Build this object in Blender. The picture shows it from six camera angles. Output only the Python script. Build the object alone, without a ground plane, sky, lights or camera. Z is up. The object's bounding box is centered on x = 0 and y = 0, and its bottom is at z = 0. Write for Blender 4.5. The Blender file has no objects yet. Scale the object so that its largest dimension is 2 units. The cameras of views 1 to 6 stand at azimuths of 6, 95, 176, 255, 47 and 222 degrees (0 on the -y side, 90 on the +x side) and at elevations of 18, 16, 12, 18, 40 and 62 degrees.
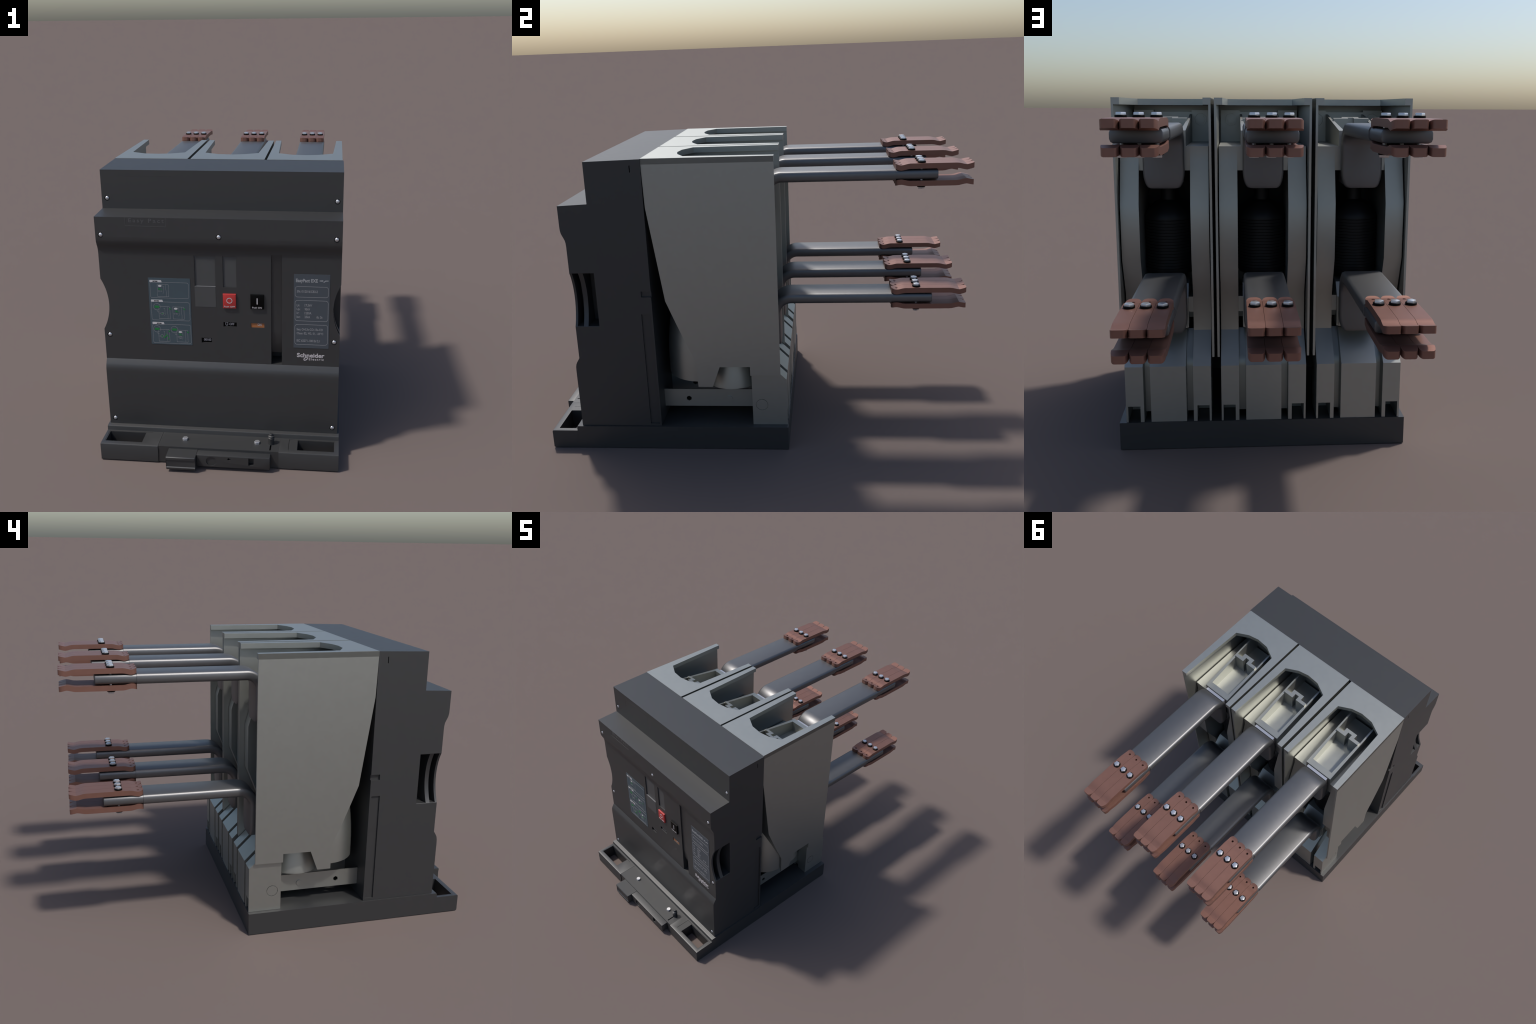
"""Draw-out three-pole switchgear circuit breaker: dark front cover and carriage,
three grey pole housings, six tubular contact arms with copper finger clusters."""
import bpy, bmesh, math
from mathutils import Vector, Matrix

# ------------------------------------------------------------------ materials
def material(name, color, rough=0.5, metal=0.0, spec=0.5, grain=0.0, coat=0.0):
    m = bpy.data.materials.new(name)
    m.use_nodes = True
    nt = m.node_tree
    b = nt.nodes["Principled BSDF"]
    b.inputs["Metallic"].default_value = metal
    b.inputs["Specular IOR Level"].default_value = spec
    b.inputs["Coat Weight"].default_value = coat
    tc = nt.nodes.new("ShaderNodeTexCoord")
    nz = nt.nodes.new("ShaderNodeTexNoise")
    nz.inputs["Scale"].default_value = 35.0
    nz.inputs["Detail"].default_value = 4.0
    nt.links.new(tc.outputs["Object"], nz.inputs["Vector"])
    ramp = nt.nodes.new("ShaderNodeValToRGB")
    lo, hi = 1.0 - grain, 1.0 + grain
    ramp.color_ramp.elements[0].position = 0.3
    ramp.color_ramp.elements[1].position = 0.7
    ramp.color_ramp.elements[0].color = (*[c * lo for c in color], 1)
    ramp.color_ramp.elements[1].color = (*[min(1, c * hi) for c in color], 1)
    nt.links.new(nz.outputs["Fac"], ramp.inputs["Fac"])
    nt.links.new(ramp.outputs["Color"], b.inputs["Base Color"])
    mr = nt.nodes.new("ShaderNodeMapRange")
    mr.inputs["To Min"].default_value = rough - 0.02
    mr.inputs["To Max"].default_value = rough + 0.02
    nt.links.new(nz.outputs["Fac"], mr.inputs["Value"])
    nt.links.new(mr.outputs["Result"], b.inputs["Roughness"])
    return m

DARK = material("dark_plastic", (0.0250, 0.0252, 0.0258), 0.48, spec=0.7, grain=0.02)
GREY = material("grey_plastic", (0.388, 0.394, 0.366), 0.46, metal=0.92, grain=0.015)
BLACK = material("bay_shade_black", (0.004, 0.004, 0.0045), 0.5, spec=0.3)  # interrupter colour darkened to near black for the shade inside the bay
ARM = material("arm_metal", (0.158, 0.158, 0.161), 0.46, metal=0.8, grain=0.02)
COPPER = material("copper", (0.238, 0.119, 0.090), 0.45, metal=0.6, grain=0.03)
STEEL = material("bolt_steel", (0.62, 0.62, 0.64), 0.32, metal=0.8)
RED = material("red_button", (0.40, 0.030, 0.028), 0.4)
BTNBLACK = material("black_button", (0.0012, 0.0012, 0.0012), 0.45, spec=0.12)
LABEL_A = material("label_blue", (0.050, 0.073, 0.088), 0.45)
LABEL_B = material("label_slate", (0.054, 0.064, 0.076), 0.45)
INK = material("ink_pale", (0.235, 0.235, 0.245), 0.5)
INK_DIM = material("ink_grey", (0.27, 0.275, 0.285), 0.5)
TAB = material("tab_paper", (0.50, 0.485, 0.485), 0.5)
GREEN = material("ink_green", (0.010, 0.17, 0.035), 0.5)
WHITE = material("ink_white", (0.46, 0.43, 0.44), 0.5)
ORANGE = material("flag_orange", (0.31, 0.115, 0.040), 0.5)
WINDOW = material("window_plate", (0.061, 0.062, 0.063), 0.42)
PALE_EDGE = material("pale_edge", (0.14, 0.14, 0.145), 0.45)
EMBOSS = material("embossed_ink", (0.062, 0.0625, 0.064), 0.48, spec=0.7)

# ------------------------------------------------------------------ helpers
def link(ob):
    bpy.context.scene.collection.objects.link(ob)
    return ob

def finish(me, angle=30):
    me.polygons.foreach_set("use_smooth", [True] * len(me.polygons))
    me.set_sharp_from_angle(angle=math.radians(angle))
    me.update()

def obj_from_bm(bm, name, mat, parent=None, angle=30):
    bmesh.ops.recalc_face_normals(bm, faces=bm.faces[:])
    me = bpy.data.meshes.new(name)
    bm.to_mesh(me)
    bm.free()
    if mat:
        me.materials.append(mat)
    finish(me, angle)
    ob = link(bpy.data.objects.new(name, me))
    ob.parent = parent
    return ob

def copy_obj(src, name, parent, matrix):
    ob = src.copy()
    ob.name = name
    link(ob)
    ob.parent = parent
    ob.matrix_local = matrix
    return ob

def add_box(bm, x0, x1, y0, y1, z0, z1):
    r = bmesh.ops.create_cube(bm, size=1.0)
    for v in r["verts"]:
        v.co = Vector(((x0 + x1) / 2 + v.co.x * (x1 - x0),
                       (y0 + y1) / 2 + v.co.y * (y1 - y0),
                       (z0 + z1) / 2 + v.co.z * (z1 - z0)))
    return r["verts"]

AX = {"x": lambda a, b, t: Vector((t, a, b)),     # (y,z) profile swept in x
      "y": lambda a, b, t: Vector((a, t, b)),     # (x,z) profile swept in y
      "z": lambda a, b, t: Vector((a, b, t))}     # (x,y) profile swept in z

def add_prism(bm, pts, axis, t0, t1):
    f = AX[axis]
    lo = [bm.verts.new(f(a, b, t0)) for a, b in pts]
    hi = [bm.verts.new(f(a, b, t1)) for a, b in pts]
    n = len(pts)
    bm.faces.new(lo)
    bm.faces.new(hi)
    for i in range(n):
        bm.faces.new((lo[i], lo[(i + 1) % n], hi[(i + 1) % n], hi[i]))
    return lo + hi

def ring(cx, cy, r, n, phase=0.0):
    return [(cx + r * math.cos(phase + 2 * math.pi * i / n),
             cy + r * math.sin(phase + 2 * math.pi * i / n)) for i in range(n)]

def add_cyl(bm, axis, c, r, t0, t1, n=24, phase=0.0):
    return add_prism(bm, ring(c[0], c[1], r, n, phase), axis, t0, t1)

def add_lathe(bm, cx, cy, prof, n=32):
    """prof: list of (radius, z); closed at both ends."""
    rows = []
    for r, z in prof:
        rows.append([bm.verts.new((cx + r * math.cos(2 * math.pi * i / n),
                                   cy + r * math.sin(2 * math.pi * i / n), z)) for i in range(n)])
    for a, b in zip(rows, rows[1:]):
        for i in range(n):
            j = (i + 1) % n
            bm.faces.new((a[i], a[j], b[j], b[i]))
    bm.faces.new(rows[0])
    bm.faces.new(rows[-1])

def bevel_edges(bm, test, width, seg=2):
    es = [e for e in bm.edges if test(e)]
    bmesh.ops.bevel(bm, geom=es, offset=width, segments=seg, profile=0.5, affect="EDGES")

def carve(ob, cutters, angle=30):
    """Boolean difference with a list of bmesh cutters, applied."""
    tmp = []
    for bm in cutters:
        bmesh.ops.recalc_face_normals(bm, faces=bm.faces[:])
        me = bpy.data.meshes.new("cutter")
        bm.to_mesh(me)
        bm.free()
        c = link(bpy.data.objects.new("cutter", me))
        tmp.append(c)
        md = ob.modifiers.new("cut", "BOOLEAN")
        md.operation = "DIFFERENCE"
        md.solver = "EXACT"
        md.object = c
    dg = bpy.context.evaluated_depsgraph_get()
    me = bpy.data.meshes.new_from_object(ob.evaluated_get(dg))
    ob.modifiers.clear()
    old = ob.data
    ob.data = me
    bpy.data.meshes.remove(old)
    for c in tmp:
        bpy.data.objects.remove(c)
    finish(me, angle)

def cutter(fn):
    bm = bmesh.new()
    fn(bm)
    return bm

def cut_box(*a):
    return cutter(lambda bm: add_box(bm, *a))

def cut_cyl(*a, **k):
    return cutter(lambda bm: add_cyl(bm, *a, **k))

# flat artwork standing on a front plane (facing -y) ------------------------
def add_rect(bm, x0, x1, z0, z1, y, d):
    add_box(bm, x0, x1, y - d, y, z0, z1)

def rounded(x0, x1, z0, z1, r, n=5):
    pts = []
    for cx, cz, a0 in ((x1 - r, z1 - r, 0), (x0 + r, z1 - r, 90), (x0 + r, z0 + r, 180), (x1 - r, z0 + r, 270)):
        for i in range(n + 1):
            a = math.radians(a0 + 90 * i / n)
            pts.append((cx + r * math.cos(a), cz + r * math.sin(a)))
    return pts

def add_outline(bm, pts, w, y, d, closed=True):
    """thin raised line following a polygon in the x-z plane"""
    P = [Vector(p) for p in pts]
    n = len(P)
    left, right = [], []
    for i in range(n):
        t0 = P[i] - P[i - 1] if (closed or i > 0) else P[1] - P[0]
        t1 = P[(i + 1) % n] - P[i] if (closed or i < n - 1) else t0
        t0, t1 = t0.normalized(), t1.normalized()
        n0, n1 = Vector((-t0.y, t0.x)), Vector((-t1.y, t1.x))
        m = (n0 + n1)
        m = m.normalized() if m.length > 1e-6 else n0
        k = w / 2 / max(0.35, m.dot(n0))
        left.append(P[i] + m * k)
        right.append(P[i] - m * k)
    vl = [[bm.verts.new((q.x, yy, q.y)) for q in left] for yy in (y - d, y)]
    vr = [[bm.verts.new((q.x, yy, q.y)) for q in right] for yy in (y - d, y)]
    for i in (range(n) if closed else range(n - 1)):
        j = (i + 1) % n
        bm.faces.new((vl[0][i], vl[0][j], vr[0][j], vr[0][i]))
        bm.faces.new((vl[1][i], vl[1][j], vr[1][j], vr[1][i]))
        bm.faces.new((vl[0][i], vl[0][j], vl[1][j], vl[1][i]))
        bm.faces.new((vr[0][i], vr[0][j], vr[1][j], vr[1][i]))
    if not closed:
        for i in (0, n - 1):
            bm.faces.new((vl[0][i], vr[0][i], vr[1][i], vl[1][i]))

def add_text(bm, body, x0, x1, z0, z1, y, d=0.0006, bold=0.0, spacing=1.0):
    """letters fitted into a rectangle on the plane y"""
    cu = bpy.data.curves.new("letters", "FONT")
    cu.body = body
    cu.extrude = 0.5
    cu.offset = bold
    cu.space_character = spacing
    cu.resolution_u = 3
    ob = link(bpy.data.objects.new("letters", cu))
    dg = bpy.context.evaluated_depsgraph_get()
    dg.update()
    me = bpy.data.meshes.new_from_object(ob.evaluated_get(dg))
    xs = [v.co.x for v in me.vertices]
    zs = [v.co.y for v in me.vertices]
    ax, bx, az, bz = min(xs), max(xs), min(zs), max(zs)
    for v in me.vertices:
        v.co = Vector((x0 + (v.co.x - ax) / (bx - ax) * (x1 - x0),
                       y - d if v.co.z > 0 else y,
                       z0 + (v.co.y - az) / (bz - az) * (z1 - z0)))
    bm.from_mesh(me)
    bpy.data.objects.remove(ob)
    bpy.data.curves.remove(cu)
    bpy.data.meshes.remove(me)

# ------------------------------------------------------------------ root
root = link(bpy.data.objects.new("circuit_breaker", None))
root["label"] = "draw-out three-pole circuit breaker, dark front, grey poles, copper contacts"
root["category"] = "circuit breaker"

# ------------------------------------------------------------------ carriage
BX = 0.5655
bm = bmesh.new()
add_prism(bm, [(-0.809, 0), (0.188, 0), (0.188, 0.1115), (-0.8040, 0.1115), (-0.8075, 0.1100), (-0.809, 0.1065)], "x", -BX, BX)
carriage = obj_from_bm(bm, "carriage_base", DARK, root)
for s in (-1, 1):
    bm = bmesh.new()
    x0, x1 = (-BX, -0.2865) if s < 0 else (0.2870, BX)
    add_prism(bm, [(-0.931, 0.004), (-0.928, 0.0005), (-0.8085, 0.0005), (-0.8085, 0.0885), (-0.9255, 0.0885), (-0.9294, 0.0869), (-0.931, 0.0830)],
              "x", x0, x1)
    tray = obj_from_bm(bm, "handle_tray", DARK, carriage)
    cx0, cx1 = (-0.5475, -0.3690) if s < 0 else (0.3715, 0.5440)
    g0, g1 = (-0.552, -0.337) if s < 0 else (0.331, 0.549)
    cuts = [cut_box(cx0, cx1, -0.904, -0.822, -0.05, 0.2),
            cut_box(g0, g1, -0.8195, -0.8180, 0.082, 0.2)]
    if s > 0:
        cuts.append(cut_box(0.330, 0.3318, -0.904, -0.818, 0.082, 0.2))
    else:
        cuts.append(cut_box(-0.552, -0.5505, -0.905, -0.818, 0.082, 0.2))
    carve(tray, cuts)
bm = bmesh.new()
add_box(bm, -0.2852, 0.2868, -0.9275, -0.8088, 0.003, 0.0886)
deck = obj_from_bm(bm, "latch_deck", DARK, carriage)
carve(deck, [cut_box(0.2425, 0.2500, -0.9165, -0.868, 0.07, 0.2)])

bm = bmesh.new()
add_box(bm, -0.0955, 0.2495, -0.9675, -0.9270, 0.0155, 0.0768)
bevel_edges(bm, lambda e: all(v.co.y < -0.95 for v in e.verts) or all(v.co.x > 0.24 for v in e.verts), 0.0025)
latch = obj_from_bm(bm, "latch_block", DARK, carriage)
carve(latch, [cut_cyl("y", (-0.025, 0.046), 0.0245, -0.98, -0.963, n=32),
              cut_cyl("y", (0.057, 0.062), 0.0055, -0.98, -0.95, n=14),
              cut_box(0.0565, 0.066, -0.98, -0.955, 0.059, 0.065),
              cutter(lambda b: add_prism(b, [(-0.98, 0.0330), (-0.945, 0.0330), (-0.945, 0.0715), (-0.98, 0.0715)], "x", 0.150, 0.174))])
bm = bmesh.new()
add_prism(bm, [(-0.927, 0.0125), (-0.998, 0.0125), (-1.0, 0.016), (-1.0, 0.0235), (-0.9965, 0.027), (-0.9955, 0.062),
               (-1.0, 0.065), (-1.0, 0.0755), (-0.997, 0.0788), (-0.927, 0.0788)], "x", -0.2335, -0.0957)
bevel_edges(bm, lambda e: abs(e.verts[0].co.x - e.verts[1].co.x) < 1e-6 and e.verts[0].co.y < -0.99 and e.verts[1].co.y < -0.99, 0.002)
obj_from_bm(bm, "latch_grip", DARK, carriage)

bm = bmesh.new()
add_lathe(bm, 0.2467, -0.860, [(0.0150, 0.0885), (0.0150, 0.118), (0.0160, 0.120), (0.0160, 0.1225), (0.0125, 0.1245),
                               (0.0125, 0.127), (0.0150, 0.129), (0.0150, 0.1315), (0.0085, 0.135), (0.0085, 0.142), (0.007, 0.144)], 24)
obj_from_bm(bm, "locking_pin", DARK, carriage)
for i, x in enumerate((-0.166, 0.1805)):
    bm = bmesh.new()
    add_cyl(bm, "z", (x, -0.8625), 0.0142, 0.0885, 0.0990, n=6, phase=0.25)
    bevel_edges(bm, lambda e: all(v.co.z > 0.098 for v in e.verts), 0.0012, 1)
    obj_from_bm(bm, "hex_bolt", STEEL, carriage)

# ------------------------------------------------------------------ front cover
CX = 0.5574
profile = [(-0.4040, 0.1125), (-0.7830, 0.1125), (-0.7830, 0.395), (-0.7822, 0.412), (-0.7795, 0.4255), (-0.7755, 0.4345), (-0.7625, 0.4560),
           (-0.7625, 0.985), (-0.7632, 1.000), (-0.7655, 1.013), (-0.7700, 1.024), (-0.7750, 1.034), (-0.7795, 1.045), (-0.7822, 1.058),
           (-0.7830, 1.075), (-0.7830, 1.1680), (-0.6510, 1.1738), (-0.6505, 1.3560), (-0.4040, 1.3620)]
bm = bmesh.new()
add_prism(bm, profile, "x", -CX, CX)
cover = obj_from_bm(bm, "front_cover", DARK, root)
SCREWS = [(-0.5325, 1.222, -0.6503), (0.5322, 1.222, -0.6503), (-0.533, 1.083, -0.783), (0.0084, 1.083, -0.783), (0.5325, 1.083, -0.783),
          (-0.532, 0.581, -0.7625), (0.532, 0.581, -0.7625), (-0.5315, 0.1405, -0.783), (0.5330, 0.1415, -0.783)]
cuts = []
for s in (-1, 1):
    cuts.append(cut_cyl("y", (s * (0.5246 + 0.262), 0.7375), 0.262, -0.82, -0.6515, n=128))
    a, b = sorted((s * 0.458, s * 0.60))
    cuts.append(cut_box(a, b, -0.752, -0.7235, 0.612, 0.863))
    cuts.append(cut_box(a, b, -0.703, -0.6517, 0.6122, 0.8628))
    a, b = sorted((s * (CX - 0.007), s * 0.60))
    cuts.append(cut_box(a, b, -0.4555, -0.4125, 0.1240, 0.668))
    a, b = sorted((s * (CX - 0.009), s * 0.60))
    cuts.append(cut_box(a, b, -0.449, -0.39, 0.7487, 0.7757))
    a, b = sorted((s * (CX - 0.02), s * 0.60))
    cuts.append(cut_box(a, b, -0.4525, -0.4485, 1.307, 1.3362))
for x, z, y in SCREWS:
    cuts.append(cut_cyl("y", (x, z), 0.0128, y - 0.02, y + 0.008, n=24))
FY = -0.7625
cuts += [cut_box(-0.1115, -0.0152, -0.80, FY + 0.007, 0.8395, 0.988),
         cut_box(0.0198, 0.0815, -0.80, FY + 0.007, 0.8385, 0.988),
         cut_box(0.0172, 0.0797, -0.80, FY + 0.009, 0.6422, 0.6649),
         cut_box(0.1456, 0.2087, -0.80, FY + 0.007, 0.6417, 0.6645),
         cut_box(-0.0888, -0.0405, -0.80, FY + 0.010, 0.5560, 0.5814)]
# racking slot, floor falls away towards the bottom
cuts.append(cutter(lambda b: add_prism(b, [(-0.80, 1.000), (FY + 0.0005, 1.000), (FY + 0.006, 0.985), (FY + 0.007, 0.63),
                                           (FY + 0.012, 0.563), (FY + 0.032, 0.506), (FY + 0.090, 0.496), (FY + 0.090, 0.4575), (-0.80, 0.4575)],
                                       "x", 0.2405, 0.2905)))
carve(cover, cuts, 20)

def cover_part(name, mat, fn, angle=30):
    b = bmesh.new()
    fn(b)
    return obj_from_bm(b, name, mat, cover, angle)

bm = bmesh.new()
dome = [(0.0105, 0.0), (0.0105, 0.003), (0.0098, 0.0055), (0.0080, 0.0078), (0.0052, 0.0094), (0.0020, 0.0100)]
rows = [[bm.verts.new((r * math.cos(2 * math.pi * i / 20), -h, r * math.sin(2 * math.pi * i / 20))) for i in range(20)] for r, h in dome]
for a, b in zip(rows, rows[1:]):
    for i in range(20):
        bm.faces.new((a[i], a[(i + 1) % 20], b[(i + 1) % 20], b[i]))
bm.faces.new(rows[0]); bm.faces.new(rows[-1])
screw = obj_from_bm(bm, "cover_screw", STEEL, cover, 60)
for i, (x, z, y) in enumerate(SCREWS):
    M = Matrix.Translation((x, y + 0.0075, z))
    if i == 0:
        screw.matrix_local = M
    else:
        copy_obj(screw, "cover_screw", cover, M)

# windows and buttons
cover_part("window_pane", WINDOW, lambda b: add_box(b, -0.1112, -0.0155, FY + 0.005, FY + 0.0075, 0.8398, 0.9877))
cover_part("window_pane", WINDOW, lambda b: add_box(b, 0.0201, 0.0812, FY + 0.005, FY + 0.0075, 0.8388, 0.9877))
def lower_pane(b):
    add_prism(b, [(FY + 0.004, 0.739), (FY - 0.0008, 0.739), (FY - 0.0008, 0.837), (FY + 0.0005, 0.8388), (FY + 0.004, 0.8388)], "x", -0.1128, -0.0152)
cover_part("window_pane", WINDOW, lower_pane)
cover_part("window_lip", PALE_EDGE, lambda b: add_box(b, -0.1112, -0.0155, FY - 0.0014, FY + 0.005, 0.8390, 0.8406))

def button(x0, x1, z0, z1, mat):
    b = bmesh.new()
    add_box(b, x0, x1, FY - 0.0085, FY + 0.002, z0, z1)
    bevel_edges(b, lambda e: sum(v.co.y < FY - 0.005 for v in e.verts) == 2, 0.0025, 2)
    return obj_from_bm(b, "push_button", mat, cover)
red = button(0.0182, 0.0790, 0.7375, 0.8080, RED)
blk = button(0.1456, 0.2078, 0.7380, 0.8080, BTNBLACK)
BY = FY - 0.0085
b = bmesh.new()
add_outline(b, ring(0.0487, 0.7765, 0.0123, 28), 0.0032, BY, 0.0008)
add_text(b, "Push OFF", 0.0235, 0.0740, 0.7435, 0.7505, BY, 0.0008, 0.01)
obj_from_bm(b, "button_marking", WHITE, cover)
b = bmesh.new()
add_rect(b, 0.1745, 0.1795, 0.7625, 0.7920, BY, 0.0008)
add_text(b, "Push ON", 0.1540, 0.1985, 0.7420, 0.7500, BY, 0.0008, 0.015)
obj_from_bm(b, "button_marking", WHITE, cover)

# position flags and counter
cover_part("position_flag", BTNBLACK, lambda b: add_box(b, 0.0175, 0.0794, FY + 0.007, FY + 0.0095, 0.6425, 0.6646))
cover_part("position_flag", ORANGE, lambda b: add_box(b, 0.1459, 0.2084, FY + 0.003, FY + 0.0075, 0.6420, 0.6642))
cover_part("operation_counter", BTNBLACK, lambda b: add_box(b, -0.0885, -0.0408, FY + 0.008, FY + 0.0105, 0.5563, 0.5811))
b = bmesh.new()
add_outline(b, rounded(0.0268, 0.0368, 0.6470, 0.6620, 0.0035), 0.0022, FY + 0.007, 0.0006)
add_text(b, "OFF", 0.0440, 0.0672, 0.6475, 0.6592, FY + 0.007, 0.0006, 0.015)
add_text(b, "ON", 0.1768, 0.1948, 0.6510, 0.6630, FY + 0.003, 0.0006, 0.015)
add_text(b, "00183", -0.0790, -0.0450, 0.5635, 0.5755, FY + 0.008, 0.0006, 0.02)
obj_from_bm(b, "indicator_lettering", WHITE, cover)

# embossed name on the upper lip and blank plate outline above it
b = bmesh.new()
add_outline(b, [(-0.4138, 1.1675), (-0.4150, 1.1300), (-0.4130, 1.1282), (-0.2315, 1.1265), (-0.2297, 1.1280), (-0.2290, 1.1675)], 0.0016, -0.783, 0.0006, closed=False)
add_text(b, "Easy", -0.3990, -0.3290, 1.1395, 1.1630, -0.783, 0.0006, 0.012, 1.35)
add_text(b, "Pact", -0.3080, -0.2365, 1.1440, 1.1630, -0.783, 0.0006, 0.012, 1.35)
obj_from_bm(b, "embossed_lettering", EMBOSS, cover)
b = bmesh.new()
add_outline(b, [(-0.4305, 1.3275), (-0.4305, 1.2075), (-0.1985, 1.2075), (-0.1985, 1.3275)], 0.0014, -0.6505, 0.0004)
obj_from_bm(b, "blank_plate_outline", DARK, cover)

# ---- instruction label (left)
LD = 0.0012
lab = cover_part("instruction_label", LABEL_A, lambda b: add_rect(b, -0.3305, -0.1335, 0.5410, 0.8758, FY, LD))
LY = FY - LD
b = bmesh.new()
d = 0.0005
W = 0.0011
for x0, x1, z0, z1 in ((-0.3225, -0.1415, 0.7772, 0.8545), (-0.3215, -0.1400, 0.6648, 0.7572), (-0.3205, -0.1385, 0.5472, 0.6440)):
    add_outline(b, rounded(x0, x1, z0, z1, 0.0085), W, LY, d)

def cabinet(b, x0, z0, w=0.0525, h=0.0610):
    x1, z1 = x0 + w, z0 + h
    add_outline(b, [(x0, z0), (x1, z0), (x1 + 0.0003, z1 - 0.003), (x1 - 0.003, z1), (x0, z1)], W, LY, d)
    xs = x0 + w * 0.79
    add_outline(b, [(xs, z0), (xs + 0.001, z0 + h * 0.3), (xs - 0.0015, z0 + h * 0.6), (xs - 0.0005, z1)], W * 0.9, LY, d, closed=False)
    xh = x0 + w * 0.55
    add_outline(b, [(xh - 0.006, z1 - 0.008), (xh, z1 - 0.009), (xh, z0 + h * 0.33), (xh - 0.004, z0 + h * 0.24)], W * 0.8, LY, d, closed=False)
    for k in (0, 1):
        add_outline(b, [(x0 + 0.004 + 0.011 * k, z0 + h * 0.40), (x0 + 0.010 + 0.011 * k, z0 + h * 0.40),
                        (x0 + 0.010 + 0.011 * k, z0 + h * 0.47), (x0 + 0.004 + 0.011 * k, z0 + h * 0.47)], W * 0.6, LY, d)
for x0, z0 in ((-0.2885, 0.7838), (-0.2865, 0.6724), (-0.2198, 0.6728), (-0.2935, 0.5562), (-0.2065, 0.5556)):
    cabinet(b, x0, z0)
BUBBLES = ((-0.2955, 0.7323), (-0.3003, 0.6194), (-0.2169, 0.6188))
for x, z in BUBBLES:
    add_outline(b, ring(x, z, 0.0165, 24), W, LY, d)
    add_outline(b, [(x + 0.0015, z - 0.0165), (x + 0.0035, z - 0.026), (x + 0.012, z - 0.026)], W * 0.8, LY, d, closed=False)
for x, z in ((-0.2700, 0.6985), (-0.2775, 0.5835), (-0.1890, 0.5795)):
    add_outline(b, ring(x, z, 0.0068, 16), W * 0.8, LY, d)
obj_from_bm(b, "label_drawing", INK, lab)
b = bmesh.new()
for x0, x1, z0 in ((-0.3235, -0.2680, 0.8545), (-0.3215, -0.2665, 0.7572), (-0.3205, -0.2655, 0.6440)):
    add_prism(b, [(x0, z0), (x1 + 0.002, z0), (x1 - 0.001, z0 + 0.0103), (x0, z0 + 0.0103)], "y", LY - 0.0008, LY)
for x, z in ((-0.2762, 0.8368), (-0.2060, 0.7250), (-0.1890, 0.6070)):
    add_prism(b, [(x + 0.0085 * math.cos(t * math.pi / 9), z + 0.0045 * math.sin(t * math.pi / 9)) for t in range(18)], "y", LY - 0.0007, LY)
obj_from_bm(b, "label_tab", TAB, lab)
b = bmesh.new()
for x0, z0 in ((-0.3090, 0.8568), (-0.3070, 0.7595), (-0.3000, 0.6463)):
    add_rect(b, x0, x0 + 0.0075, z0, z0 + 0.0052, LY - 0.0008, 0.0004)
    add_rect(b, x0 + 0.0088, x0 + 0.0105, z0 - 0.001, z0 + 0.0064, LY - 0.0008, 0.0004)
    add_rect(b, x0 + 0.0120, x0 + 0.0225, z0, z0 + 0.0052, LY - 0.0008, 0.0004)
obj_from_bm(b, "label_heading", DARK, lab)
b = bmesh.new()
for x, z in BUBBLES:
    add_rect(b, x - 0.0105, x + 0.0115, z - 0.0048, z + 0.0048, LY, 0.0008)
for x, z in ((-0.2340, 0.7235), (-0.1655, 0.7235), (-0.2415, 0.6090), (-0.1525, 0.6070)):
    add_prism(b, ring(x, z, 0.0040, 12), "y", LY - 0.0008, LY)
for x, z in ((-0.2805, 0.8215), (-0.2035, 0.7115), (-0.1900, 0.5945)):
    add_rect(b, x - 0.0040, x + 0.0035, z - 0.0035, z + 0.0040, LY, 0.0008)
    add_outline(b, [(x + 0.002, z - 0.001), (x + 0.014, z - 0.0045)], 0.0020, LY, 0.0006, closed=False)
add_outline(b, [(-0.2700, 0.5745), (-0.2550, 0.5875)], 0.0052, LY, 0.0008, closed=False)
add_outline(b, [(-0.2600, 0.5960), (-0.2530, 0.5870), (-0.2470, 0.5790)], 0.0026, LY, 0.0006, closed=False)
add_rect(b, -0.2500, -0.2440, 0.5685, 0.5745, LY, 0.0007)
for x, z in ((-0.2700, 0.6985), (-0.2775, 0.5835)):
    add_rect(b, x - 0.003, x + 0.003, z - 0.0022, z + 0.0022, LY, 0.0007)
obj_from_bm(b, "label_green_mark", GREEN, lab)

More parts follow.
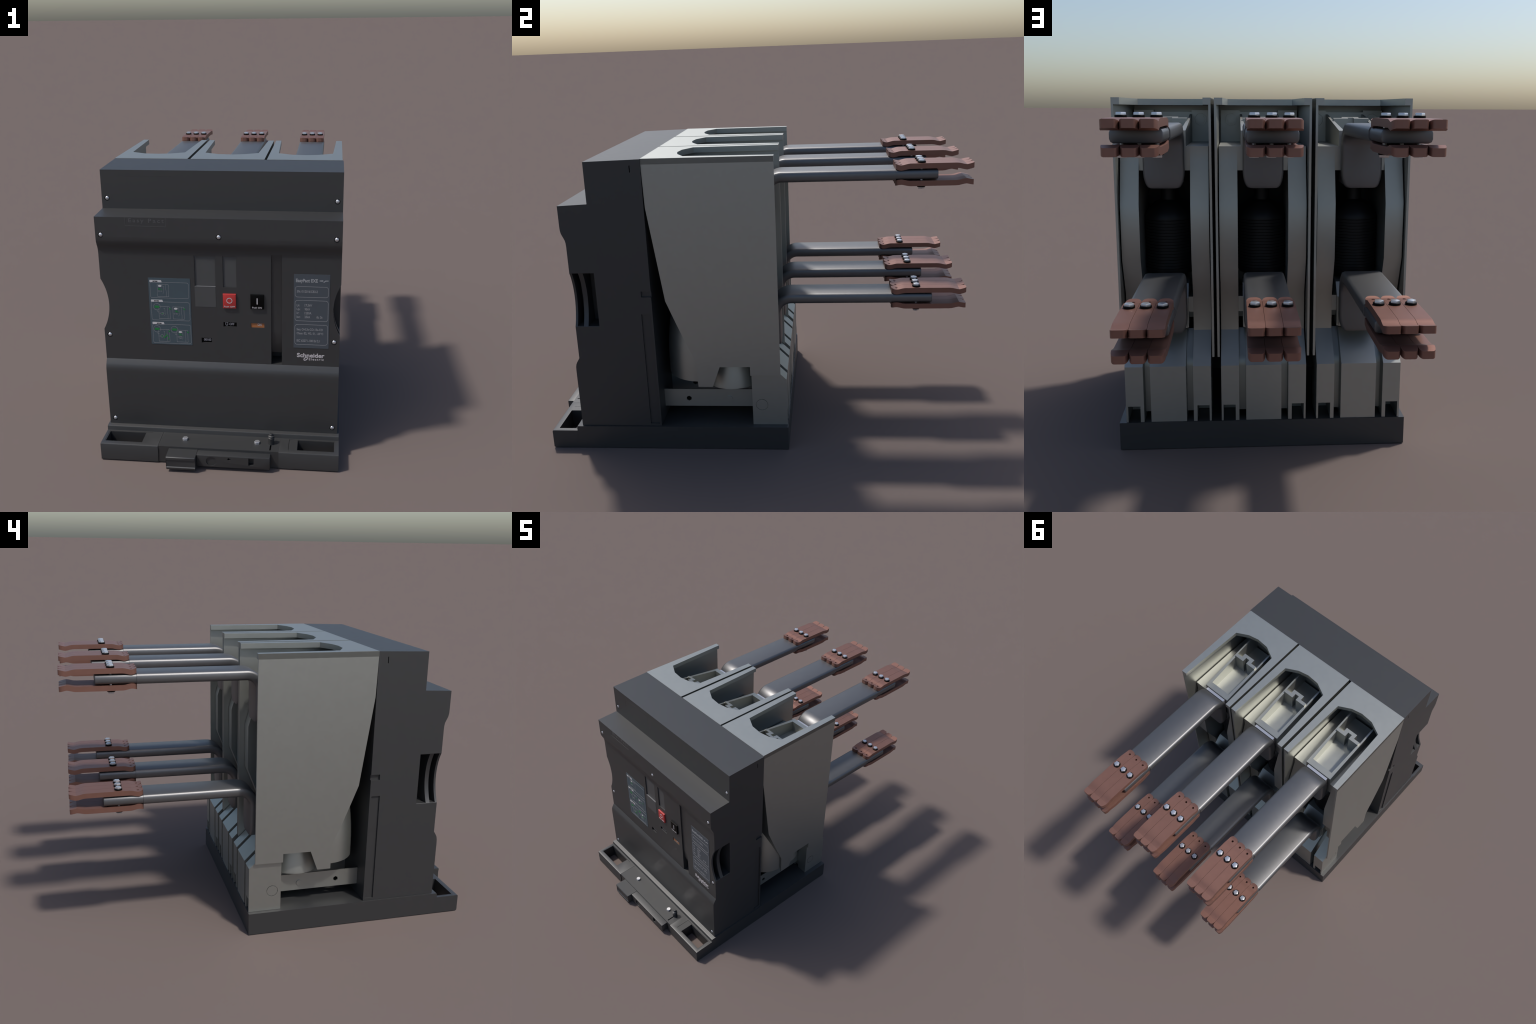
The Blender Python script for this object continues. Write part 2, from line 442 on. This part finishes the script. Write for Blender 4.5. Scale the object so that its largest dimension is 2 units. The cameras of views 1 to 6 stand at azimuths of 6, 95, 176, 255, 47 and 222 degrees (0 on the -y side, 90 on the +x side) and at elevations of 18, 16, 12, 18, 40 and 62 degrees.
# ---- rating label (right)
lab = cover_part("rating_label", LABEL_B, lambda b: add_rect(b, 0.3443, 0.5074, 0.5482, 0.9123, FY, LD))
b = bmesh.new()
for x0, x1, z0, z1 in ((0.3503, 0.5010, 0.8020, 0.8530), (0.3503, 0.5011, 0.6846, 0.7857), (0.3502, 0.5012, 0.5656, 0.6663)):
    add_outline(b, rounded(x0, x1, z0, z1, 0.012), 0.0016, LY, d)
LINES = [("SN: 01/2016/CB3-2", 0.3582, 0.4528, 0.8238, 0.8355),
         ("Ur:", 0.3578, 0.3720, 0.7558, 0.7672), ("17.5kV", 0.3944, 0.4280, 0.7565, 0.7680),
         ("Up:", 0.3578, 0.3740, 0.7340, 0.7484), ("95kV", 0.3944, 0.4190, 0.7370, 0.7486),
         ("Ir:", 0.3580, 0.3690, 0.7180, 0.7295), ("1250A", 0.3944, 0.4252, 0.7180, 0.7297),
         ("Isc:", 0.3580, 0.3745, 0.6990, 0.7103), ("25kA", 0.3944, 0.4195, 0.6990, 0.7107), ("tk: 3s", 0.4486, 0.4755, 0.6993, 0.7112),
         ("Seq: O-0.3s-CO-15s-CO", 0.3585, 0.4792, 0.6335, 0.6480), ("Class: E2, M2, S1, -25\u00b0C", 0.3588, 0.4812, 0.6155, 0.6284),
         ("IEC 62271-100 Ed 2.1", 0.3590, 0.4664, 0.5795, 0.5911)]
for t, x0, x1, z0, z1 in LINES:
    add_text(b, t, x0, x1, z0, z1, LY, 0.0005, 0.018)
obj_from_bm(b, "label_lettering", INK, lab)
b = bmesh.new()
add_text(b, "EasyPact EXE", 0.3535, 0.4522, 0.8690, 0.8905, LY, 0.0006, 0.032)
add_outline(b, [(0.4603, 0.8825), (0.4690, 0.8825)], 0.0042, LY, 0.0006, closed=False)
add_outline(b, [(0.4692, 0.8826), (0.4728, 0.8826)], 0.0085, LY, 0.0006, closed=False)
add_outline(b, [(0.4730, 0.8828), (0.4768, 0.8828)], 0.0045, LY, 0.0006, closed=False)
add_outline(b, [(0.4785, 0.8752), (0.4870, 0.8828), (0.5000, 0.8830)], 0.0040, LY, 0.0006, closed=False)
obj_from_bm(b, "label_title", INK_DIM, lab)
# ---- maker's mark below the label
b = bmesh.new()
add_text(b, "Schneider", 0.3607, 0.4888, 0.4998, 0.5212, FY, 0.0010, 0.03)
add_text(b, "Electric", 0.4165, 0.4860, 0.4855, 0.4962, FY, 0.0010, 0.012, 1.25)
leaf = []
for t in range(20):
    a = t * math.pi / 10
    u, v = 0.0105 * math.cos(a), 0.0055 * math.sin(a)
    leaf.append((0.4020 + u * 0.72 - v * 0.69, 0.4925 + u * 0.62 + v * 0.72))
add_outline(b, leaf, 0.0040, FY, 0.0010)
obj_from_bm(b, "maker_lettering", WHITE, cover)

# ------------------------------------------------------------------ poles
POLES = (0.3717, -0.0016, -0.3775)
HW = 0.1805                      # half width of a pole housing
PT = 0.0085                      # panel thickness
ZT = 1.3632
side = [(-0.4040, ZT - 0.001), (-0.3990, 1.152), (-0.3435, 0.7277), (-0.3035, 0.6240), (-0.2640, 0.5260), (-0.2390, 0.4700),
        (-0.2230, 0.4300), (-0.2200, 0.3100), (-0.1535, 0.3100), (-0.1170, 0.4085), (0.0210, 0.4095), (0.0210, 0.3660),
        (0.1580, 0.3680), (0.1580, ZT)]
arch = [(0.1500, 0.1582), (0.1345, -0.2310), (0.0680, -0.2662), (0.0070, -0.2780), (-0.0640, -0.2712), (-0.1360, -0.2325), (-0.1515, 0.1582)]

# pillar and foot run as one section down each flank
flank = [(-0.215, 0.330), (-0.215, 1.184), (0.084, 1.184), (0.084, 1.125), (0.131, 0.968), (0.131, 0.754),
         (0.0715, 0.606), (0.0715, 0.4530), (0.184, 0.3405), (0.184, 0.1125), (0.0245, 0.1125), (0.0245, 0.430), (-0.125, 0.430), (-0.165, 0.330)]

lip = [(-0.215, 1.184), (0.084, 1.184), (0.084, 1.125), (0.131, 0.968), (0.131, 0.754), (0.0715, 0.606),
       (0.0715, 0.4530), (0.184, 0.3405), (0.184, 0.1125), (0.0245, 0.1125), (0.0245, 0.430), (-0.125, 0.430), (-0.165, 0.330), (-0.215, 0.330)]

def build_pole():
    """one pole at x = 0; returns [(name, object, children)]"""
    hb = bmesh.new()
    for s in (-1, 1):
        a, b = sorted((s * HW, s * (HW - PT)))
        add_prism(hb, side, "x", a, b)
    top = [(-HW, -0.4040), (-HW, 0.1582)] + [(x, y) for x, y in reversed(arch)] + [(HW, 0.1582), (HW, -0.4040)]
    add_prism(hb, top, "z", ZT - 0.0250, ZT + 0.0002)
    edge = [(-0.4036, ZT - 0.026), (-0.3986, 1.152), (-0.3431, 0.7277), (-0.3031, 0.6240), (-0.2636, 0.5260), (-0.2386, 0.4700), (-0.2226, 0.4300)]
    front = edge + [(y + 0.009, z) for y, z in reversed(edge)]
    add_prism(hb, front, "x", -HW + PT + 0.0003, HW - PT - 0.0003)
    housing = obj_from_bm(hb, "pole_housing", GREY, root)

    parts = []
    slots = lambda: [cut_box(q * 0.1352 - 0.0240, q * 0.1352 + 0.0240, 0.06, 0.25, 0.05, 0.178) for q in (-1, 1)]
    bb = bmesh.new()
    for s in (-1, 1):                                  # thin outer walls
        a, b = sorted((s * 0.1500, s * 0.1668))
        add_prism(bb, flank, "x", a, b)
    body = obj_from_bm(bb, "insulator_flank", GREY, None)
    carve(body, slots() + [cut_cyl("x", (0.0680, 0.2145), 0.0290, min(q * 0.1630, q * 0.18), max(q * 0.1630, q * 0.18), n=12) for q in (-1, 1)])
    parts.append(body)
    bb = bmesh.new()
    for s in (-1, 1):                                  # rear lips with head shelf and foot
        a, b = sorted((s * 0.0970, s * 0.1500))
        add_prism(bb, lip, "x", a, b)
    body = obj_from_bm(bb, "insulator_lip", GREY, None)
    carve(body, slots())
    parts.append(body)

    bb = bmesh.new()                                   # round-fronted barrel, closing to a dome
    zs = [0.330, 0.390] + [0.390 + 0.452 * math.sin(math.pi / 2 * k / 14) for k in range(1, 14)]
    n, rows = 28, []
    for z in zs:
        r = 0.1664 * math.sqrt(max(0.0, 1 - max(0.0, (z - 0.390) / 0.455) ** 2))
        rows.append([bb.verts.new((r * math.cos(math.pi * i / n), -0.2158 - r * math.sin(math.pi * i / n), z)) for i in range(n + 1)])
    for p, q in zip(rows, rows[1:]):
        for i in range(n):
            bb.faces.new((p[i], p[i + 1], q[i + 1], q[i]))
        bb.faces.new((p[n], p[0], q[0], q[n]))
    bb.faces.new(rows[0]); bb.faces.new(rows[-1])
    parts.append(obj_from_bm(bb, "insulator_barrel", GREY, None))

    bb = bmesh.new()                                   # centre foot block and the recessed webs beside it
    add_prism(bb, [(0.0265, 0.1125), (0.184, 0.1125), (0.184, 0.3407), (0.068, 0.4567), (0.0265, 0.4567)], "x", -0.0695, 0.0695)
    for s in (-1, 1):
        a, b = sorted((s * 0.0690, s * 0.0975))
        add_prism(bb, [(0.03, 0.131), (0.122, 0.131), (0.1235, 0.318), (0.1190, 0.340), (0.1090, 0.358), (0.030, 0.448)], "x", a, b)
    parts.append(obj_from_bm(bb, "foot_block", GREY, None, 40))

    bb = bmesh.new()                                   # head: cross beam, duct box, bolt plates
    add_box(bb, -0.0972, 0.0972, -0.330, 0.0835, 1.0925, 1.1835)
    for s in (-1, 1):
        a, b = sorted((s * 0.0820, s * 0.1660))
        add_box(bb, a, b, -0.372, -0.340, 1.10, 1.3176)
        add_box(bb, a, b, -0.342, -0.214, 1.15, 1.1836)
        w0, w1 = 0.0825, 0.0825
        a, b = sorted((s * 0.0825, s * 0.0735))
        add_prism(bb, [(0.0860, 1.1830), (0.0860, 1.2430), (-0.338, 1.3010), (-0.338, 1.1830)], "x", a, b)
    add_box(bb, -0.0819, 0.0819, -0.371, -0.3385, 1.10, 1.3100)
    head_ob = obj_from_bm(bb, "insulator_head", GREY, None)
    carve(head_ob, [cut_cyl("y", (s * 0.1213, 1.2775), 0.0275, -0.3450, -0.3300, n=8, phase=0.2) for s in (-1, 1)])
    parts.append(head_ob)
    bb = bmesh.new()
    # inner lining of the duct: thick rear wall, tapering side liners and the keyed divider
    add_prism(bb, [(0.0858, 1.1832), (0.0858, 1.2428), (0.0530, 1.2473), (0.0530, 1.1832)], "x", -0.0736, 0.0736)
    for s in (-1, 1):
        v = add_prism(bb, [(0.0535, 1.1832), (0.0535, 1.2472), (-0.168, 1.2776), (-0.168, 1.1832)], "x", s * 0.0736, s * 0.0640)
        for q in v:
            if abs(q.co.x) < 0.07 and q.co.y < -0.1:
                q.co.x = s * 0.0705
    def bar(x0, x1, y0, y1):
        z = lambda y: 1.2475 - (y - 0.053) * 0.1368 + 0.010
        add_prism(bb, [(y0, 1.10), (y0, z(y0)), (y1, z(y1)), (y1, 1.10)], "x", x0, x1)
    bar(0.0120, 0.0734, -0.1500, -0.1675)
    bar(-0.0734, -0.0120, -0.1500, -0.1675)
    bar(0.0120, 0.0355, -0.1677, -0.1940)
    bar(-0.0350, -0.0120, -0.1677, -0.1940)
    bar(-0.0119, 0.0119, -0.1770, -0.1940)
    parts.append(obj_from_bm(bb, "duct_lining", GREY, None))

    bb = bmesh.new()                                   # hex bolts on the head plates
    for s in (-1, 1):
        add_cyl(bb, "y", (s * 0.1213, 1.2775), 0.0262, -0.3448, -0.3405, n=8, phase=0.2)
        add_cyl(bb, "y", (s * 0.1213, 1.2775), 0.0185, -0.3407, -0.3380, n=6, phase=0.1)
    parts.append(obj_from_bm(bb, "head_bolt", GREY, None))

    bb = bmesh.new()                                   # vacuum interrupter, ribbed
    CR = 0.0990
    prof = [(0.0330, 1.06), (0.0330, 0.966), (0.058, 0.958), (0.0920, 0.915), (CR, 0.900)]
    for k in range(17):
        z = 0.8980 - 0.01215 * k
        prof += [(CR, z - 0.0060), (CR - 0.0035, z - 0.0070), (CR - 0.0035, z - 0.0085), (CR, z - 0.0095)]
    prof += [(CR, 0.684), (CR - 0.006, 0.672), (0.070, 0.668), (0.040, 0.666), (0.040, 0.630)]
    add_lathe(bb, 0, -0.0600, prof, 48)
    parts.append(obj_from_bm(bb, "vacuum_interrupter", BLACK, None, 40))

    bb = bmesh.new()                                   # black plate across the bay behind the interrupter
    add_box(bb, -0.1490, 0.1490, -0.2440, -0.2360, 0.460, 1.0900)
    parts.append(obj_from_bm(bb, "bay_dark_plate", BLACK, None))

    bb = bmesh.new()                                   # lower terminal seat behind the lower arm
    add_prism(bb, [(0.068, 0.528), (0.068, 0.590), (-0.120, 0.590), (-0.120, 0.500), (0.045, 0.500)], "x", -0.0972, 0.0972)
    add_prism(bb, [(-0.06, 0.470), (0.0930, 0.470), (0.0930, 0.590), (0.0450, 0.640), (-0.06, 0.640)], "x", -0.0790, 0.0790)
    add_box(bb, -0.0740, 0.0740, 0.0928, 0.1135, 0.4740, 0.5860)
    parts.append(obj_from_bm(bb, "terminal_seat", GREY, None))
    bb = bmesh.new()
    add_box(bb, -0.0655, 0.0655, 0.0880, 0.1035, 1.150, 1.2355)
    add_box(bb, -0.0655, 0.0655, -0.02, 0.110, 1.040, 1.0915)
    parts.append(obj_from_bm(bb, "terminal_pad", STEEL, None))

    bb = bmesh.new()                                   # flared support under the barrel
    add_lathe(bb, 0, -0.078, [(0.125, 0.272), (0.132, 0.274), (0.131, 0.284), (0.123, 0.330), (0.112, 0.400), (0.106, 0.4295)], 40)
    parts.append(obj_from_bm(bb, "support_cone", GREY, None, 40))

    # support frame: two drilled side rails
    bb = bmesh.new()
    for s in (-1, 1):
        a, b = sorted((s * 0.0880, s * 0.0824))
        add_box(bb, a, b, -0.4035, 0.0300, 0.1645, 0.2522)
    rail = obj_from_bm(bb, "side_rail", GREY, None)
    parts.append(rail)
    carve(rail, [cut_cyl("x", (-0.2870, 0.2045), 0.0130, -0.3, 0.3, n=6, phase=0.5)])
    bb = bmesh.new()
    for s in (-1, 1):
        a, b = sorted((s * 0.0875, s * 0.0930))
        add_cyl(bb, "x", (-0.0930, 0.2050), 0.0140, a, b, n=8)
        a, b = sorted((s * 0.1640, s * 0.1670))
        add_cyl(bb, "x", (0.0680, 0.2145), 0.0262, a, b, n=12)
    parts.append(obj_from_bm(bb, "foot_bolt", GREY, None))
    return housing, parts

housing0, parts0 = build_pole()
for i, cx in enumerate(POLES):
    M = Matrix.Translation((cx, 0, 0))
    if i == 0:
        housing0.matrix_local = M
        for p in parts0:
            p.parent = housing0
    else:
        h = copy_obj(housing0, "pole_housing", root, M)
        for p in parts0:
            copy_obj(p, p.name.split(".")[0], h, Matrix.Identity(4))

# ------------------------------------------------------------------ contact arms
def rr_section(hw, hh, r, n=2):
    pts = []
    for sx, sz, a0 in ((1, 1, 0), (-1, 1, 90), (-1, -1, 180), (1, -1, 270)):
        for i in range(n + 1):
            a = math.radians(a0 + 90 * i / n)
            pts.append((sx * (hw - r) + r * math.cos(a), sz * (hh - r) + r * math.sin(a)))
    return pts

def loft(bm, stations):
    """stations: (centre y, centre z, normal angle, half width, half height, corner radius)"""
    rows = []
    for y, z, ang, hw, hh, r in stations:
        # local thickness axis in the y-z plane
        ny, nz = math.cos(ang), math.sin(ang)
        rows.append([bm.verts.new((u, y + v * ny, z + v * nz)) for u, v in rr_section(hw, hh, r)])
    n = len(rows[0])
    for a, b in zip(rows, rows[1:]):
        for i in range(n):
            j = (i + 1) % n
            bm.faces.new((a[i], a[j], b[j], b[i]))
    bm.faces.new(rows[0]); bm.faces.new(rows[-1])

def make_arm(name, zc, leg_bottom, yl, R, y_sleeve, y_end):
    b = bmesh.new()
    hw, hh = 0.0770, 0.0232
    st = [(yl, leg_bottom + 0.066 * (1 - math.cos(k / 8 * math.pi / 2)), math.pi,
           0.0540 + (hw - 0.0540) * math.sin(k / 8 * math.pi / 2), hh, 0.011) for k in range(9)]
    zb = zc - R
    for k in range(13):                                  # bend from the leg into the arm
        a = math.pi / 2 * k / 12
        st.append((yl + R - R * math.cos(a), zb + R * math.sin(a), math.pi - a, hw, hh, 0.013))
    st.append((y_sleeve - 0.001, zc, math.pi / 2, hw, hh, 0.013))
    loft(b, st)
    ob = obj_from_bm(b, name, ARM, root, 50)
    b = bmesh.new()
    h2 = math.pi / 2
    loft(b, [(y_sleeve - 0.004, zc, h2, 0.0740, 0.0206, 0.012), (y_end - 0.004, zc, h2, 0.0740, 0.0206, 0.012),
             (y_end - 0.001, zc, h2, 0.0730, 0.0196, 0.011), (y_end, zc, h2, 0.0705, 0.0172, 0.009)])
    obj_from_bm(b, "contact_tip", ARM, ob, 50)
    return ob

# copper finger, upper side: profile along y with a joggle at both ends
def finger_mesh():
    b = bmesh.new()
    y0, y1 = 0.6705, 1.0
    def top(y):
        pts = [(0.0, 0.0474), (0.6705, 0.0474), (0.684, 0.0428), (0.694, 0.0416), (0.702, 0.0426), (0.722, 0.0475), (0.732, 0.0486), (0.800, 0.0489),
               (0.925, 0.0486), (0.938, 0.0476), (0.958, 0.0426), (0.969, 0.0410), (1.0, 0.0480), (2.0, 0.0480)]
        for (a, p), (c, q) in zip(pts, pts[1:]):
            if a <= y <= c:
                return p + (q - p) * (y - a) / (c - a)
    def half(y):
        w = 0.0243
        e = 0.021
        if y < y0 + e:
            t = 1 - (y - y0) / e
            return 0.006 + (w - 0.006) * math.sqrt(max(0, 1 - t * t))
        e = 0.026
        if y > y1 - e:
            t = 1 - (y1 - y) / e
            return 0.0125 + (w - 0.0125) * math.sqrt(max(0, 1 - t * t))
        return w
    ys = [y0 + 0.021 * (1 - math.cos(k / 11 * math.pi / 2)) for k in range(12)]
    ys += [0.694, 0.702, 0.712, 0.722, 0.732, 0.80, 0.925, 0.938, 0.948, 0.958, 0.969]
    ys += [y1 - 0.026 * (1 - math.cos((11 - k) / 11 * math.pi / 2)) for k in range(12)]
    rows = []
    for y in ys:
        w, t = half(y), top(y)
        bt = t - 0.0228
        rows.append([b.verts.new((-w, y, bt)), b.verts.new((w, y, bt)), b.verts.new((w, y, t)), b.verts.new((-w, y, t))])
    for a, c in zip(rows, rows[1:]):
        for i in range(4):
            j = (i + 1) % 4
            b.faces.new((a[i], a[j], c[j], c[i]))
    b.faces.new(rows[0]); b.faces.new(rows[-1])
    return b

finger = obj_from_bm(finger_mesh(), "contact_finger", COPPER, None, 18)
carve(finger, [cut_cyl("z", (0, 0.694), 0.0056, -0.1, 0.2, n=14)], 18)
BYC = 0.7815
b = bmesh.new()
add_cyl(b, "z", (0, BYC), 0.0150, 0.0555, 0.0635, n=5, phase=math.pi / 2 + 0.15)
bevel_edges(b, lambda e: all(v.co.z > 0.063 for v in e.verts), 0.0018, 2)
head = obj_from_bm(b, "bolt_head", STEEL, None)
b = bmesh.new()
add_lathe(b, 0, BYC, [(0.0168, 0.0486), (0.0178, 0.0495), (0.0178, 0.0550), (0.0168, 0.0560)], 24)
washer = obj_from_bm(b, "washer", BTNBLACK, None)
b = bmesh.new()
add_cyl(b, "z", (0, BYC), 0.0062, -0.052, 0.052, n=14)
shank = obj_from_bm(b, "bolt_shank", STEEL, None)

ARMS = []
for upper in (True, False):
    if upper:
        zc, dy = 1.2508, 0.0
        arm0 = make_arm("contact_arm", zc, 1.0300, 0.1160, 0.064, 0.6720, 0.8500)
    else:
        zc, dy = 0.6943, -0.0110
        arm0 = make_arm("contact_arm", zc, 0.4670, 0.1350, 0.0745, 0.6610, 0.8390)
    tip0 = [c for c in bpy.data.objects if c.parent == arm0][0]
    for i, cx in enumerate(POLES):
        M = Matrix.Translation((cx - 0.0005, 0, 0))
        if i == 0:
            arm = arm0
            arm.matrix_local = M
        else:
            arm = copy_obj(arm0, "contact_arm", root, M)
            copy_obj(tip0, "contact_tip", arm, Matrix.Identity(4))
        for k in (-1, 0, 1):
            T = Matrix.Translation((k * 0.0496, dy, zc))
            F = T @ Matrix.Rotation(math.pi, 4, "Y")          # turned over for the underside
            for src, name, mats in ((finger, "contact_finger", (T, F)), (head, "bolt_head", (T, F)),
                                    (washer, "washer", (T, F)), (shank, "bolt_shank", (T,))):
                for m in mats:
                    copy_obj(src, name, arm, m)
for o in (finger, head, washer, shank):
    bpy.data.objects.remove(o)
